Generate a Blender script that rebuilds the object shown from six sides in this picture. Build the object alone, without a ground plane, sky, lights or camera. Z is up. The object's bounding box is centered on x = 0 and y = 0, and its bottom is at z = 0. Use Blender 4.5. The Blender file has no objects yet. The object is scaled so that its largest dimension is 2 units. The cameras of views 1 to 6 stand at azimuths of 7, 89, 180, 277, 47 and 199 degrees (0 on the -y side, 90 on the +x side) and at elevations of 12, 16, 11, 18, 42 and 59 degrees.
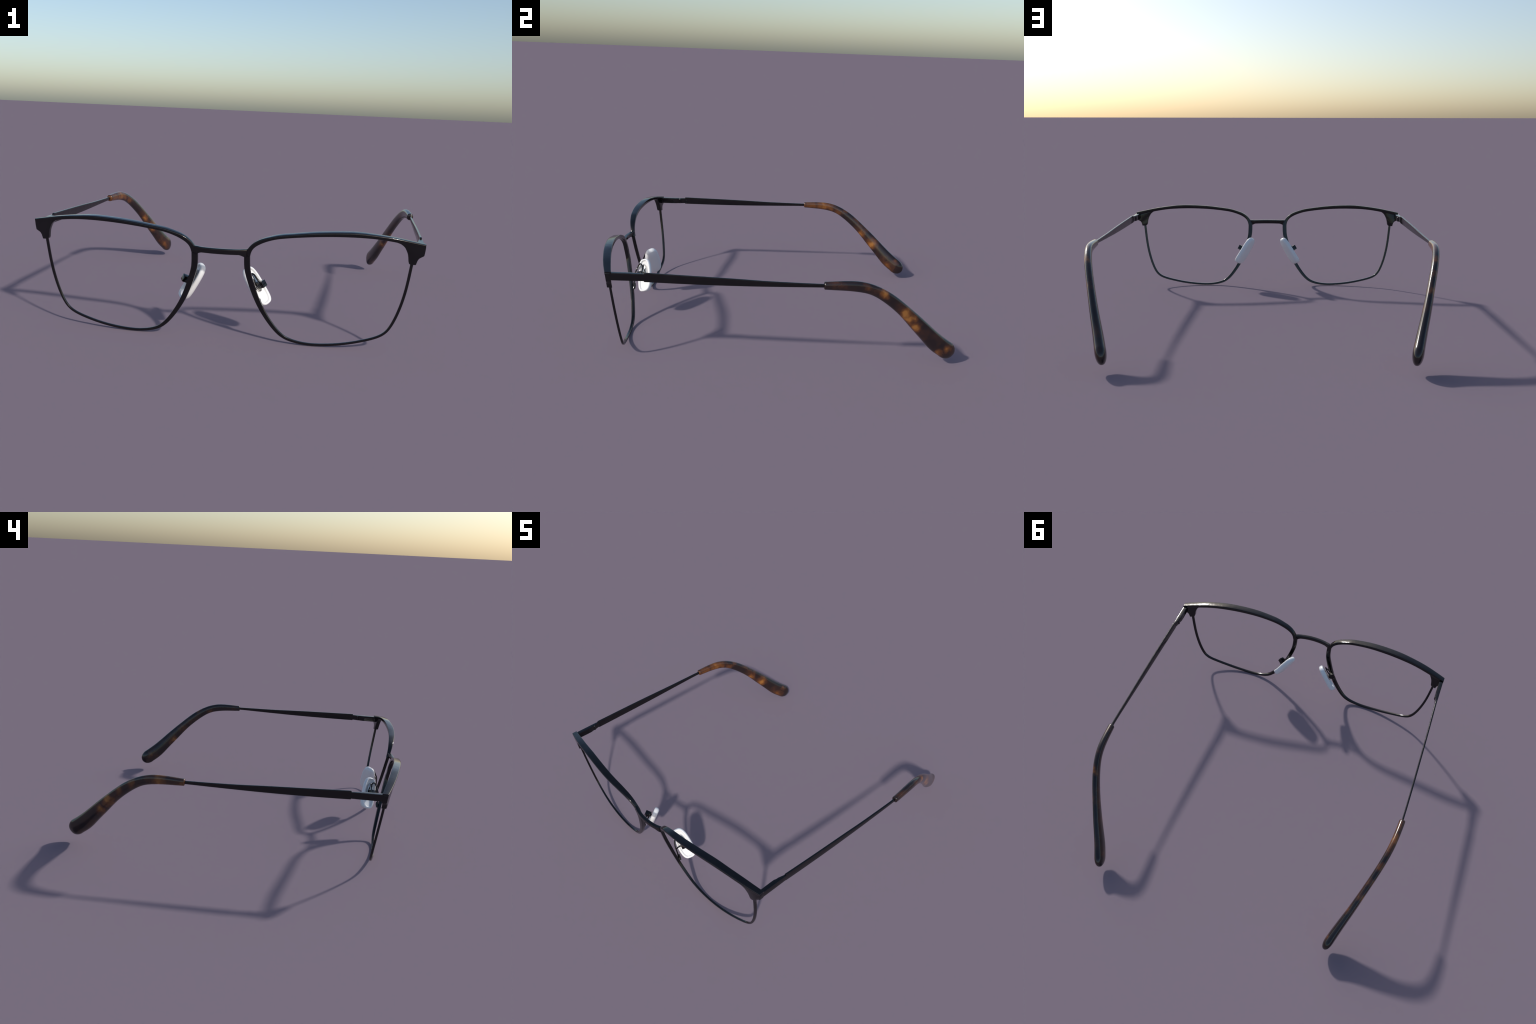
"""Rectangular metal spectacles: black browline frame, slim temples, tortoiseshell tips, white nose pads."""
import bpy, bmesh, math
from mathutils import Vector

# ---------------------------------------------------------------- helpers
def spline(points, count):
    """Natural cubic spline through control points (tuples of any size), evenly sampled in its parameter."""
    n = len(points); dim = len(points[0])
    t = [0.0]
    for a, b in zip(points, points[1:]):
        t.append(t[-1] + math.sqrt(math.sqrt(sum((q - p) ** 2 for p, q in zip(a[:3], b[:3])))) + 1e-6)
    h = [t[i + 1] - t[i] for i in range(n - 1)]
    second = []
    for k in range(dim):
        y = [p[k] for p in points]
        lo, di, up, rhs = [0.0] * n, [1.0] * n, [0.0] * n, [0.0] * n
        for i in range(1, n - 1):
            lo[i], di[i], up[i] = h[i - 1], 2 * (h[i - 1] + h[i]), h[i]
            rhs[i] = 6 * ((y[i + 1] - y[i]) / h[i] - (y[i] - y[i - 1]) / h[i - 1])
        for i in range(1, n):
            m = lo[i] / di[i - 1]; di[i] -= m * up[i - 1]; rhs[i] -= m * rhs[i - 1]
        s = [0.0] * n
        s[-1] = rhs[-1] / di[-1]
        for i in range(n - 2, -1, -1):
            s[i] = (rhs[i] - up[i] * s[i + 1]) / di[i]
        second.append(s)
    out = []
    for j in range(count):
        x = t[-1] * j / (count - 1)
        i = 0
        while i < n - 2 and x > t[i + 1]:
            i += 1
        d, H = x - t[i], h[i]
        row = []
        for k in range(dim):
            a, b, s = points[i][k], points[i + 1][k], second[k]
            row.append(a + ((b - a) / H - H * (2 * s[i] + s[i + 1]) / 6) * d
                       + s[i] / 2 * d * d + (s[i + 1] - s[i]) / (6 * H) * d ** 3)
        out.append(tuple(row))
    return out


def lerp_table(table, x):
    """Piecewise-linear lookup in [(x, value), ...]."""
    if x <= table[0][0]:
        return table[0][1]
    for (a, p), (b, q) in zip(table, table[1:]):
        if x <= b:
            return p + (q - p) * (x - a) / (b - a)
    return table[-1][1]


def smooth(t):
    t = max(0.0, min(1.0, t))
    return t * t * (3 - 2 * t)


def rounded_quad(corners, radius, steps=3):
    """Closed ring: a quad (4 Vectors) whose corners are rounded; radius may be one number or four."""
    radii = radius if isinstance(radius, (list, tuple)) else [radius] * 4
    ring = []
    for i in range(4):
        c, p, q = corners[i], corners[i - 1], corners[(i + 1) % 4]
        a, b = p - c, q - c
        r = min(radii[i], a.length * .49, b.length * .49)
        s, e = c + a.normalized() * r, c + b.normalized() * r
        for k in range(steps + 1):
            u = k / steps
            ring.append(s * (1 - u) ** 2 + c * 2 * u * (1 - u) + e * u * u)
    return ring


def loft(rings, closed=False, caps=True):
    n = len(rings[0])
    verts = [tuple(v) for r in rings for v in r]
    faces = []
    m = len(rings)
    for i in range(m if closed else m - 1):
        a, b = i * n, ((i + 1) % m) * n
        for k in range(n):
            k2 = (k + 1) % n
            faces.append((a + k, a + k2, b + k2, b + k))
    if caps and not closed:
        faces.append(tuple(reversed(range(n))))
        faces.append(tuple(range((m - 1) * n, m * n)))
    return verts, faces


def tube(path, radius, sides=10):
    """Round wire along a list of Vectors."""
    rings = []
    ref = Vector((0.31, 0.2, 0.93)).normalized()
    for i, p in enumerate(path):
        d = (path[min(i + 1, len(path) - 1)] - path[max(i - 1, 0)]).normalized()
        u = ref - d * ref.dot(d); u.normalize(); ref = u
        w = d.cross(u)
        r = radius(i / (len(path) - 1)) if callable(radius) else radius
        rings.append([p + (u * math.cos(a) + w * math.sin(a)) * r
                      for a in [2 * math.pi * k / sides for k in range(sides)]])
    return loft(rings)


ROOT = bpy.data.objects.new("eyeglasses", None)
ROOT.empty_display_size = 0.2
bpy.context.scene.collection.objects.link(ROOT)
ROOT["label"] = "black metal rectangular eyeglasses with tortoiseshell temple tips"
ROOT["category"] = "eyeglasses"


def add_part(name, geometry, material, parent=None, mirror=False, angle=38, bevel=0.0):
    verts, faces = geometry
    if mirror:
        verts = [(-v[0], v[1], v[2]) for v in verts]
        faces = [tuple(reversed(f)) for f in faces]
    mesh = bpy.data.meshes.new(name)
    mesh.from_pydata([tuple(v) for v in verts], [], faces)
    bm = bmesh.new(); bm.from_mesh(mesh)
    bmesh.ops.remove_doubles(bm, verts=bm.verts, dist=1e-6)
    bmesh.ops.recalc_face_normals(bm, faces=bm.faces)
    if bevel:
        sharp = [e for e in bm.edges if len(e.link_faces) == 2 and e.calc_face_angle(0) > math.radians(40)]
        bmesh.ops.bevel(bm, geom=sharp, offset=bevel, segments=3, profile=.5, affect='EDGES', clamp_overlap=True)
    bm.to_mesh(mesh); bm.free()
    mesh.polygons.foreach_set("use_smooth", [True] * len(mesh.polygons))
    mesh.set_sharp_from_angle(angle=math.radians(angle))
    mesh.materials.append(material)
    obj = bpy.data.objects.new(name, mesh)
    bpy.context.scene.collection.objects.link(obj)
    obj.parent = parent or ROOT
    return obj


# ---------------------------------------------------------------- materials
def new_material(name):
    mat = bpy.data.materials.new(name)
    mat.use_nodes = True
    nt = mat.node_tree
    return mat, nt, nt.nodes["Principled BSDF"]


def node(nt, kind, **kw):
    nd = nt.nodes.new(kind)
    for k, v in kw.items():
        if k in nd.inputs:
            nd.inputs[k].default_value = v
        else:
            setattr(nd, k, v)
    return nd


def black_metal():
    mat, nt, bsdf = new_material("black_enamelled_metal")
    co = node(nt, "ShaderNodeTexCoord")
    big = node(nt, "ShaderNodeTexNoise", Scale=14.0, Detail=3.0)
    nt.links.new(co.outputs["Object"], big.inputs["Vector"])
    ramp = node(nt, "ShaderNodeValToRGB")
    ramp.color_ramp.elements[0].position = .3; ramp.color_ramp.elements[0].color = (.0022, .0021, .0026, 1)
    ramp.color_ramp.elements[1].position = .7; ramp.color_ramp.elements[1].color = (.0042, .0040, .0046, 1)
    nt.links.new(big.outputs["Fac"], ramp.inputs["Fac"])
    nt.links.new(ramp.outputs["Color"], bsdf.inputs["Base Color"])
    rough = node(nt, "ShaderNodeMapRange")
    rough.inputs["To Min"].default_value = .09; rough.inputs["To Max"].default_value = .15
    nt.links.new(big.outputs["Fac"], rough.inputs["Value"])
    nt.links.new(rough.outputs["Result"], bsdf.inputs["Roughness"])
    ripple = node(nt, "ShaderNodeTexNoise", Scale=28.0, Detail=1.5)
    nt.links.new(co.outputs["Object"], ripple.inputs["Vector"])
    bump = node(nt, "ShaderNodeBump", Strength=.22, Distance=.003)
    nt.links.new(ripple.outputs["Fac"], bump.inputs["Height"])
    nt.links.new(bump.outputs["Normal"], bsdf.inputs["Normal"])
    bsdf.inputs["Specular IOR Level"].default_value = .5
    return mat


def bright_metal():
    mat, nt, bsdf = new_material("polished_steel")
    bsdf.inputs["Base Color"].default_value = (.55, .54, .52, 1)
    bsdf.inputs["Metallic"].default_value = 1.0
    bsdf.inputs["Roughness"].default_value = .22
    return mat


def pad_silicone():
    mat, nt, bsdf = new_material("white_silicone")
    bsdf.inputs["Base Color"].default_value = (.80, .80, .80, 1)
    bsdf.inputs["Roughness"].default_value = .25
    return mat


def tortoiseshell(name, blobs, seed):
    """Dark brown acetate; amber flecks are soft blobs (x, y, z, radius, strength) with a noisy outline."""
    mat, nt, bsdf = new_material(name)
    L = nt.links.new
    co = node(nt, "ShaderNodeTexCoord")
    warp = node(nt, "ShaderNodeTexNoise", Scale=16.0, Detail=2.0)
    off = node(nt, "ShaderNodeVectorMath", operation='ADD')
    off.inputs[1].default_value = (seed, seed * .37, -seed)
    L(co.outputs["Object"], off.inputs[0]); L(off.outputs[0], warp.inputs["Vector"])
    centred = node(nt, "ShaderNodeVectorMath", operation='SUBTRACT'); centred.inputs[1].default_value = (.5, .5, .5)
    L(warp.outputs["Color"], centred.inputs[0])
    scaled = node(nt, "ShaderNodeVectorMath", operation='SCALE'); scaled.inputs["Scale"].default_value = .075
    L(centred.outputs[0], scaled.inputs[0])
    pos = node(nt, "ShaderNodeVectorMath", operation='ADD')
    L(co.outputs["Object"], pos.inputs[0]); L(scaled.outputs[0], pos.inputs[1])
    total = None
    for bx, by, bz, r, s in blobs:
        dist = node(nt, "ShaderNodeVectorMath", operation='DISTANCE'); dist.inputs[1].default_value = (bx, by, bz)
        L(pos.outputs[0], dist.inputs[0])
        mr = node(nt, "ShaderNodeMapRange", interpolation_type='SMOOTHSTEP')
        mr.inputs["From Min"].default_value = r * 2.0; mr.inputs["From Max"].default_value = r * .2
        mr.inputs["To Min"].default_value = 0; mr.inputs["To Max"].default_value = s
        L(dist.outputs["Value"], mr.inputs["Value"])
        if total is None:
            total = mr.outputs["Result"]
        else:
            mx = node(nt, "ShaderNodeMath", operation='MAXIMUM')
            L(total, mx.inputs[0]); L(mr.outputs["Result"], mx.inputs[1]); total = mx.outputs[0]
    cloud = node(nt, "ShaderNodeTexNoise", Scale=11.0, Detail=3.0, Roughness=.55)
    L(off.outputs[0], cloud.inputs["Vector"])
    mottle = node(nt, "ShaderNodeMapRange")
    mottle.inputs["From Min"].default_value = .25; mottle.inputs["From Max"].default_value = .75
    mottle.inputs["To Min"].default_value = -.36; mottle.inputs["To Max"].default_value = .44
    L(cloud.outputs["Fac"], mottle.inputs["Value"])
    both = node(nt, "ShaderNodeMath", operation='ADD', use_clamp=True)
    L(total, both.inputs[0]); L(mottle.outputs["Result"], both.inputs[1])
    ramp = node(nt, "ShaderNodeValToRGB")
    cr = ramp.color_ramp
    cr.elements[0].position = 0; cr.elements[0].color = (.0140, .0080, .0070, 1)
    cr.elements[1].position = 1; cr.elements[1].color = (.33, .14, .03, 1)
    e = cr.elements.new(.35); e.color = (.050, .019, .009, 1)
    e = cr.elements.new(.7); e.color = (.14, .050, .011, 1)
    L(both.outputs[0], ramp.inputs["Fac"]); L(ramp.outputs["Color"], bsdf.inputs["Base Color"])
    bsdf.inputs["Roughness"].default_value = .2
    bsdf.inputs["Coat Weight"].default_value = .3
    bsdf.inputs["Coat Roughness"].default_value = .1
    return mat


METAL = black_metal()
STEEL = bright_metal()
SILICONE = pad_silicone()

# amber flecks (x, y, z, radius, strength) on each tip
SHELL = {
    False: tortoiseshell("tortoiseshell_dark", [
        (.975, .454, .520, .026, .50), (.955, .548, .480, .030, 1.0), (.910, .690, .346, .036, 1.20),
        (.904, .703, .318, .034, 1.15), (.888, .738, .258, .026, .72), (.812, .948, .108, .026, .60),
        (.825, .898, .078, .028, .65), (.908, .473, .485, .022, .60), (.842, .690, .338, .024, .70),
        (.818, .750, .252, .024, .65), (.752, .920, .120, .022, .50)], 3.1),
    True: tortoiseshell("tortoiseshell_brown", [
        (-.985, .226, .518, .030, 0.69), (-.968, .285, .520, .055, 0.57), (-.968, .365, .522, .055, 0.57),
        (-.950, .435, .522, .036, 0.47), (-.912, .481, .480, .026, 0.65), (-.930, .545, .485, .032, 0.56),
        (-.925, .630, .410, .026, 0.60), (-.906, .704, .340, .034, 1.07), (-.846, .680, .330, .030, 0.86),
        (-.905, .697, .312, .026, 0.73), (-.888, .752, .252, .030, 0.60), (-.820, .748, .250, .028, 0.58),
        (-.766, .890, .092, .036, 0.57), (-.745, .930, .140, .026, 0.60)], 7.7),
}

# ---------------------------------------------------------------- frame front
def face_y(x, z):
    """Wrapped, tilted surface that the lens openings lie on."""
    a, b = x - .5, z - .25
    return -.9318 + .0663 * a + .2903 * a * a - .2021 * b + .0842 * b * b + .0616 * a * b


# the brow runs straighter than the openings: offset along y by x
FLATTEN = [(p[0], p[1]) for p in spline([(.10, -.002), (.27, -.0008), (.40, .0010), (.50, .0040), (.65, .0042), (.80, -.0037),
                                         (.90, -.0105), (.96, -.0145)], 60)]


def front_y(x, z):
    return face_y(x, z) - .0068 + lerp_table(FLATTEN, x)


# lower rim: centre x, z, face width, depth
RIM = [(.1272, .4440, .0265, .0200), (.1285, .3900, .0265, .0200), (.1359, .3471, .0255, .0200),
       (.1709, .2425, .0235, .0190), (.2208, .1442, .0205, .0180), (.2807, .0640, .0175, .0170),
       (.3337, .0265, .0145, .0155), (.4177, .0085, .0120, .0140), (.4975, .0085, .0115, .0140),
       (.6007, .0205, .0115, .0140), (.7148, .0470, .0115, .0135), (.7925, .0790, .0120, .0130),
       (.8313, .1280, .0125, .0130), (.8658, .2250, .0130, .0130), (.8875, .3340, .0132, .0130),
       (.8985, .4300, .0134, .0130), (.9025, .4650, .0134, .0130)]


def rim_rings():
    pts = spline(RIM, 150)
    rings = []
    for i, (x, z, w, d) in enumerate(pts):
        w, d = w * 1.09, d * 1.07
        a, b = pts[max(i - 1, 0)], pts[min(i + 1, len(pts) - 1)]
        tx, tz = b[0] - a[0], b[1] - a[1]
        ln = math.hypot(tx, tz); nx, nz = -tz / ln, tx / ln     # towards the opening
        if i == 0:
            nx, nz = 1.0, -.02
        shift = .0009 * smooth((i - 20) / 15)
        x, z = x - nx * shift, z - nz * shift
        xi, zi, xo, zo = x + nx * w / 2, z + nz * w / 2, x - nx * w / 2, z - nz * w / 2
        rings.append(rounded_quad([Vector((xi, face_y(xi, zi) - d / 2, zi)), Vector((xo, face_y(xo, zo) - d / 2, zo)),
                                   Vector((xo, face_y(xo, zo) + d / 2, zo)), Vector((xi, face_y(xi, zi) + d / 2, zi))],
                                  .0042))
    return rings


# brow: inner edge x, z | outer (upper) edge x, z | depth | corner rounding
BROW = [(.1405, .4440, .1140, .4440, .0200, .0042), (.1440, .4590, .1185, .4600, .0210, .0045),
        (.1520, .4770, .1290, .4790, .0230, .0050), (.1680, .4945, .1480, .5030, .0270, .0055),
        (.1984, .5138, .1860, .5290, .0330, .0060), (.2345, .5296, .2300, .5440, .0370, .0060),
        (.2744, .5412, .2730, .5560, .0395, .0060), (.3337, .5511, .3330, .5655, .0420, .0060),
        (.4122, .5602, .4122, .5762, .0440, .0060), (.4900, .5662, .4900, .5836, .0450, .0060),
        (.5676, .5694, .5676, .5878, .0450, .0060), (.6453, .5696, .6453, .5884, .0450, .0060),
        (.7235, .5663, .7235, .5825, .0440, .0060), (.8020, .5570, .8020, .5722, .0430, .0055),
        (.8800, .5430, .8800, .5580, .0400, .0050), (.9560, .5280, .9585, .5425, .0350, .0045)]


def brow_rings():
    rings = []
    for xi, zi, xo, zo, d, r in spline(BROW, 130):
        thick = smooth((xo - .15) / .1)
        xi, zi = xi + .0012 * (1 - thick), zi - .0010 * thick
        yi, yo = front_y(xi, zi), front_y(xo, zo)
        rise = .0030 * smooth((xo - .15) / .1) - .0020 * smooth((xo - .62) / .2)
        zo += .0022 * smooth((xo - .70) / .15)
        rings.append(rounded_quad([Vector((xi, yi, zi)), Vector((xo, yo, zo)),
                                   Vector((xo, yo + d, zo + rise)), Vector((xi, yo + d, zi - .0022 * thick))],
                                  [r * .5, r, r * .6, r * .5]))
    return rings


# corner plate joining brow, rim and temple
END_PIECE = [(.7900, .5640), (.8228, .5522), (.8400, .5460), (.8518, .5380), (.8610, .5290), (.8677, .5178),
             (.8740, .5050), (.8782, .4930), (.8815, .4770), (.8836, .4600), (.8860, .4520), (.8929, .4470),
             (.9193, .4452), (.9222, .4560), (.9251, .4660), (.9290, .4735), (.9339, .4788), (.9430, .4840),
             (.9545, .4900), (.9575, .5120), (.9590, .5370), (.9000, .5500), (.8400, .5610)]


def end_piece_geometry(depth=.0285):
    front = [(x, front_y(x, z) + .0008, z) for x, z in END_PIECE]
    back = [(x, front_y(x, z) + depth, z) for x, z in END_PIECE]
    n = len(front)
    faces = [tuple(range(n)), tuple(range(2 * n - 1, n - 1, -1))]
    faces += [(i, i + n, (i + 1) % n + n, (i + 1) % n) for i in range(n)]
    return front + back, faces


def bridge_geometry():
    rings = []
    for k in range(49):
        x = -.1265 + .253 * k / 48
        u = 1 - (x / .125) ** 2
        flare = smooth((abs(x) - .088) / .034)
        top = .4755 + .002 * flare
        bottom = .4492 - .0100 * flare
        y = -.9715 - .0225 * max(u, 0.0) ** .88
        d = .0215
        rings.append(rounded_quad([Vector((x, y, bottom)), Vector((x, y, top)),
                                   Vector((x, y + d, top)), Vector((x, y + d, bottom))], .0045))
    return loft(rings)


front = bpy.data.objects.new("frame_front", None)
front.parent = ROOT
bpy.context.scene.collection.objects.link(front)
add_part("bridge", bridge_geometry(), METAL, front)
for m in (False, True):
    add_part("rim", loft(rim_rings()), METAL, front, mirror=m)
    add_part("brow_bar", loft(brow_rings()), METAL, front, mirror=m)
    add_part("end_piece", end_piece_geometry(), METAL, front, mirror=m, bevel=.0028)

# ---------------------------------------------------------------- temples
# metal arm: y, centre x, thickness, bottom z, top z
ARM = [(-.700, .9515, .0112, .4955, .5455), (-.540, .9570, .0112, .4942, .5415), (-.370, .9620, .0112, .4940, .5375),
       (-.200, .9660, .0112, .4958, .5325), (-.070, .9690, .0112, .4985, .5280), (.080, .9715, .0112, .5023, .5255),
       (.170, .9725, .0112, .5048, .5245), (.260, .9722, .0110, .5065, .5240)]


def arm_geometry():
    rings = []
    for y, x, t, lo, hi in spline(ARM, 60):
        rings.append(rounded_quad([Vector((x - t / 2, y, lo)), Vector((x + t / 2, y, lo)),
                                   Vector((x + t / 2, y, hi)), Vector((x - t / 2, y, hi))], .0032))
    first = rings[0]
    c = sum(first, Vector()) / len(first)
    rings.insert(0, [c + (v - c) * .93 + Vector((0, -.004, 0)) for v in first])
    return loft(rings)


# hinge block: y, inner x, outer x, bottom z, top z
BLOCK = [(-.893, .9300, .9570, .4985, .5375), (-.860, .9310, .9572, .4990, .5385), (-.800, .9305, .9575, .4995, .5385),
         (-.772, .9310, .9577, .4998, .5385), (-.762, .9345, .9578, .5000, .5385), (-.735, .9380, .9580, .5002, .5385),
         (-.712, .9440, .9580, .5005, .5385), (-.692, .9470, .9578, .5010, .5370)]


def block_geometry():
    rings = []
    for y, a, b, lo, hi in BLOCK:
        rings.append(rounded_quad([Vector((a, y, lo)), Vector((b, y, lo)), Vector((b, y, hi)), Vector((a, y, hi))], .0030))
    return loft(rings)


def knuckle_geometry(x, y, r, lo, hi):
    rings = []
    for z, s in ((lo, .8), (lo + .002, 1), (hi - .002, 1), (hi, .8)):
        rings.append([Vector((x + r * s * math.cos(a), y + r * s * math.sin(a), z))
                      for a in [2 * math.pi * k / 20 for k in range(20)]])
    return loft(rings)


# tip profile: upper edge y, z | lower edge y, z | thickness
TIP = [(.2265, .5362, .2275, .4950, .0370), (.2800, .5395, .2800, .4925, .0378), (.3400, .5418, .3400, .4896, .0386),
       (.4247, .5366, .4140, .4808, .0394), (.5150, .5070, .4800, .4605, .0400), (.6000, .4565, .5545, .4125, .0408),
       (.6900, .3830, .6425, .3355, .0425), (.7800, .3030, .7195, .2495, .0468), (.8620, .2260, .7875, .1735, .0520),
       (.9250, .1730, .8450, .1090, .0565), (.9720, .1385, .9010, .0640, .0590)]
TIP_X = [(.20, .9735), (.227, .9727), (.35, .9645), (.45, .9506), (.55, .9255), (.66, .8881), (.78, .8417),
         (.88, .7998), (.965, .7694), (1.0, .7570)]
TIP_X_CURVE = [(p[0], p[1]) for p in spline(TIP_X, 160)]


def tip_section(up, dn, side, t):
    """Barrel-sided bar: narrower at its upper and lower edge than across the middle."""
    mid, half, h = (up + dn) / 2, (up - dn) / 2, side * t / 2
    ring = []
    for k in range(36):
        c, s = math.cos(2 * math.pi * k / 36), math.sin(2 * math.pi * k / 36)
        ring.append(mid + half * math.copysign(abs(s) ** (2 / 2.4), s) + h * math.copysign(abs(c) ** (2 / 2.4), c))
    return ring


def tip_geometry():
    rings = []
    stations = spline(TIP, 110)
    for yt, zt, yb, zb, t in stations:
        def centre(y):
            return lerp_table(TIP_X_CURVE, y)
        ym = (yt + yb) / 2
        slope = (centre(ym + .02) - centre(ym - .02)) / .04
        side = Vector((1, -slope, 0)).normalized()
        xm = centre(ym)
        up = Vector((xm + slope * (yt - ym) * .55, yt, zt)); dn = Vector((xm + slope * (yb - ym) * .55, yb, zb))
        rings.append(tip_section(up, dn, side, t))
    # domed end
    ahead = (Vector((0, .72, -.69)) + Vector((slope * .72, 0, 0))).normalized()
    for k in range(1, 13):
        a = math.radians(88) * k / 12
        mid, half = (up + dn) / 2 + ahead * .0685 * math.sin(a) ** .9, (up - dn) / 2 * math.cos(a)
        rings.append(tip_section(mid + half, mid - half, side, t * math.cos(a)))
    base = rings[0]                                          # softened mouth around the metal arm
    c = sum(base, Vector()) / len(base)
    rings.insert(0, [c + (v - c) * .80 + Vector((0, -.0035, 0)) for v in base])
    return loft(rings)


for m in (False, True):
    temple = add_part("temple", arm_geometry(), METAL, mirror=m)
    add_part("hinge", block_geometry(), METAL, temple, mirror=m, angle=30)
    add_part("hinge_barrel", knuckle_geometry(.9405, -.742, .0085, .5010, .5330), METAL, temple, mirror=m)
    add_part("hinge_screw", knuckle_geometry(.9405, -.742, .0048, .5000, .5345), STEEL, temple, mirror=m)
    add_part("temple_tip", tip_geometry(), SHELL[m], temple, mirror=m, angle=70)

# ---------------------------------------------------------------- nose pads
PAD_C = Vector((.1590, -.8310, .2670))
PAD_L = Vector((.486, .053, -.872)).normalized()            # down along the nose
PAD_N = Vector((-.77, .53, -.37))                           # towards the nose
PAD_N = (PAD_N - PAD_L * PAD_N.dot(PAD_L)).normalized()
PAD_W = PAD_L.cross(PAD_N)
if PAD_W.y < 0:
    PAD_W = -PAD_W                                          # towards the back


def pad_point(l, w, h):
    outer = max(0.0, min(1.0, (.008 - h) / .014))              # only the outer side swells at the lower end
    bend = -.015 * outer * max(0.0, l / .105 - .15) ** 2
    return PAD_C + PAD_L * l + PAD_W * w + PAD_N * (h + bend)


def pad_outline(k, n=56):
    a = 2 * math.pi * k / n
    c, s = math.cos(a), math.sin(a)
    e = 2 / 3.0
    l = .1065 * math.copysign(abs(c) ** e, c)
    w = .0490 * math.copysign(abs(s) ** e, s)
    w *= 1.0 + .07 * l / .105                               # broader lower end
    w += .004 * l / .105
    return l, w


def pad_geometry(n=56):
    profile = [(.02, .0165), (.45, .0162), (.72, .0150), (.86, .0118), (.95, .0065), (.99, .0010), (1.0, -.0045),
               (.985, -.0095), (.94, -.0140), (.86, -.0165), (.77, -.0165), (.70, -.0152), (.67, -.0105), (.65, -.0072),
               (.60, -.0060), (.02, -.0060)]
    rings = []
    for s, h in profile:
        inset = (1 - s) * .043
        ring = []
        for k in range(n):
            l, w = pad_outline(k)
            ls = l * max(s, (abs(.1065) - inset) / .1065 if s > .5 else s)
            ring.append(pad_point(ls, w * s, h))
        rings.append(ring)
    return loft(rings)


def box_geometry(l0, l1, w0, w1, h0, h1):
    v = [pad_point(l, w, h) for h in (h0, h1) for l, w in ((l0, w0), (l1, w0), (l1, w1), (l0, w1))]
    f = [(0, 1, 2, 3), (7, 6, 5, 4), (0, 4, 5, 1), (1, 5, 6, 2), (2, 6, 7, 3), (3, 7, 4, 0)]
    return v, f


def plate_geometry(n=32):
    rings = []
    for s, h in ((.05, -.0200), (.9, -.0200), (1, -.0180), (1, -.0050)):
        rings.append([pad_point(-.018 + .050 * s * math.cos(a), .0200 * s * math.sin(a), h)
                      for a in [2 * math.pi * k / n for k in range(n)]])
    return loft(rings, caps=True)


ARM_WIRE = [(.1880, -.9000, .1970), (.1750, -.8970, .2400), (.1560, -.8950, .2800), (.1400, -.8830, .3090),
            (.1375, -.8690, .3340), (.1485, -.8545, .3320), (.1660, -.8490, .3090), (.1850, -.8500, .2900)]
STRUT = [(.1660, -.8965, .2600), (.1740, -.8850, .2760), (.1850, -.8700, .2860)]

for m in (False, True):
    pad = add_part("nose_pad", pad_geometry(), SILICONE, mirror=m, angle=60)
    add_part("pad_plate", plate_geometry(), STEEL, pad, mirror=m)
    add_part("pad_clip", box_geometry(-.017, .015, -.0150, .0150, -.062, -.0250), METAL, pad, mirror=m, bevel=.0015, angle=30)
    add_part("pad_stem", box_geometry(-.009, .009, -.008, .008, -.0270, -.0040), METAL, pad, mirror=m, bevel=.001, angle=30)
    wire = [Vector(p) for p in spline(ARM_WIRE, 40)]
    add_part("pad_arm", tube(wire, .0046), METAL, pad, mirror=m)
    add_part("pad_strut", tube([Vector(p) for p in spline(STRUT, 10)], .0042), METAL, pad, mirror=m)
    foot = [Vector((.1985, -.8990, .1880)), Vector((.1940, -.8965, .1960)), Vector((.1890, -.8945, .2060)), Vector((.1840, -.8960, .2200))]
    add_part("pad_foot", tube(foot, .0085, 12), METAL, pad, mirror=m)
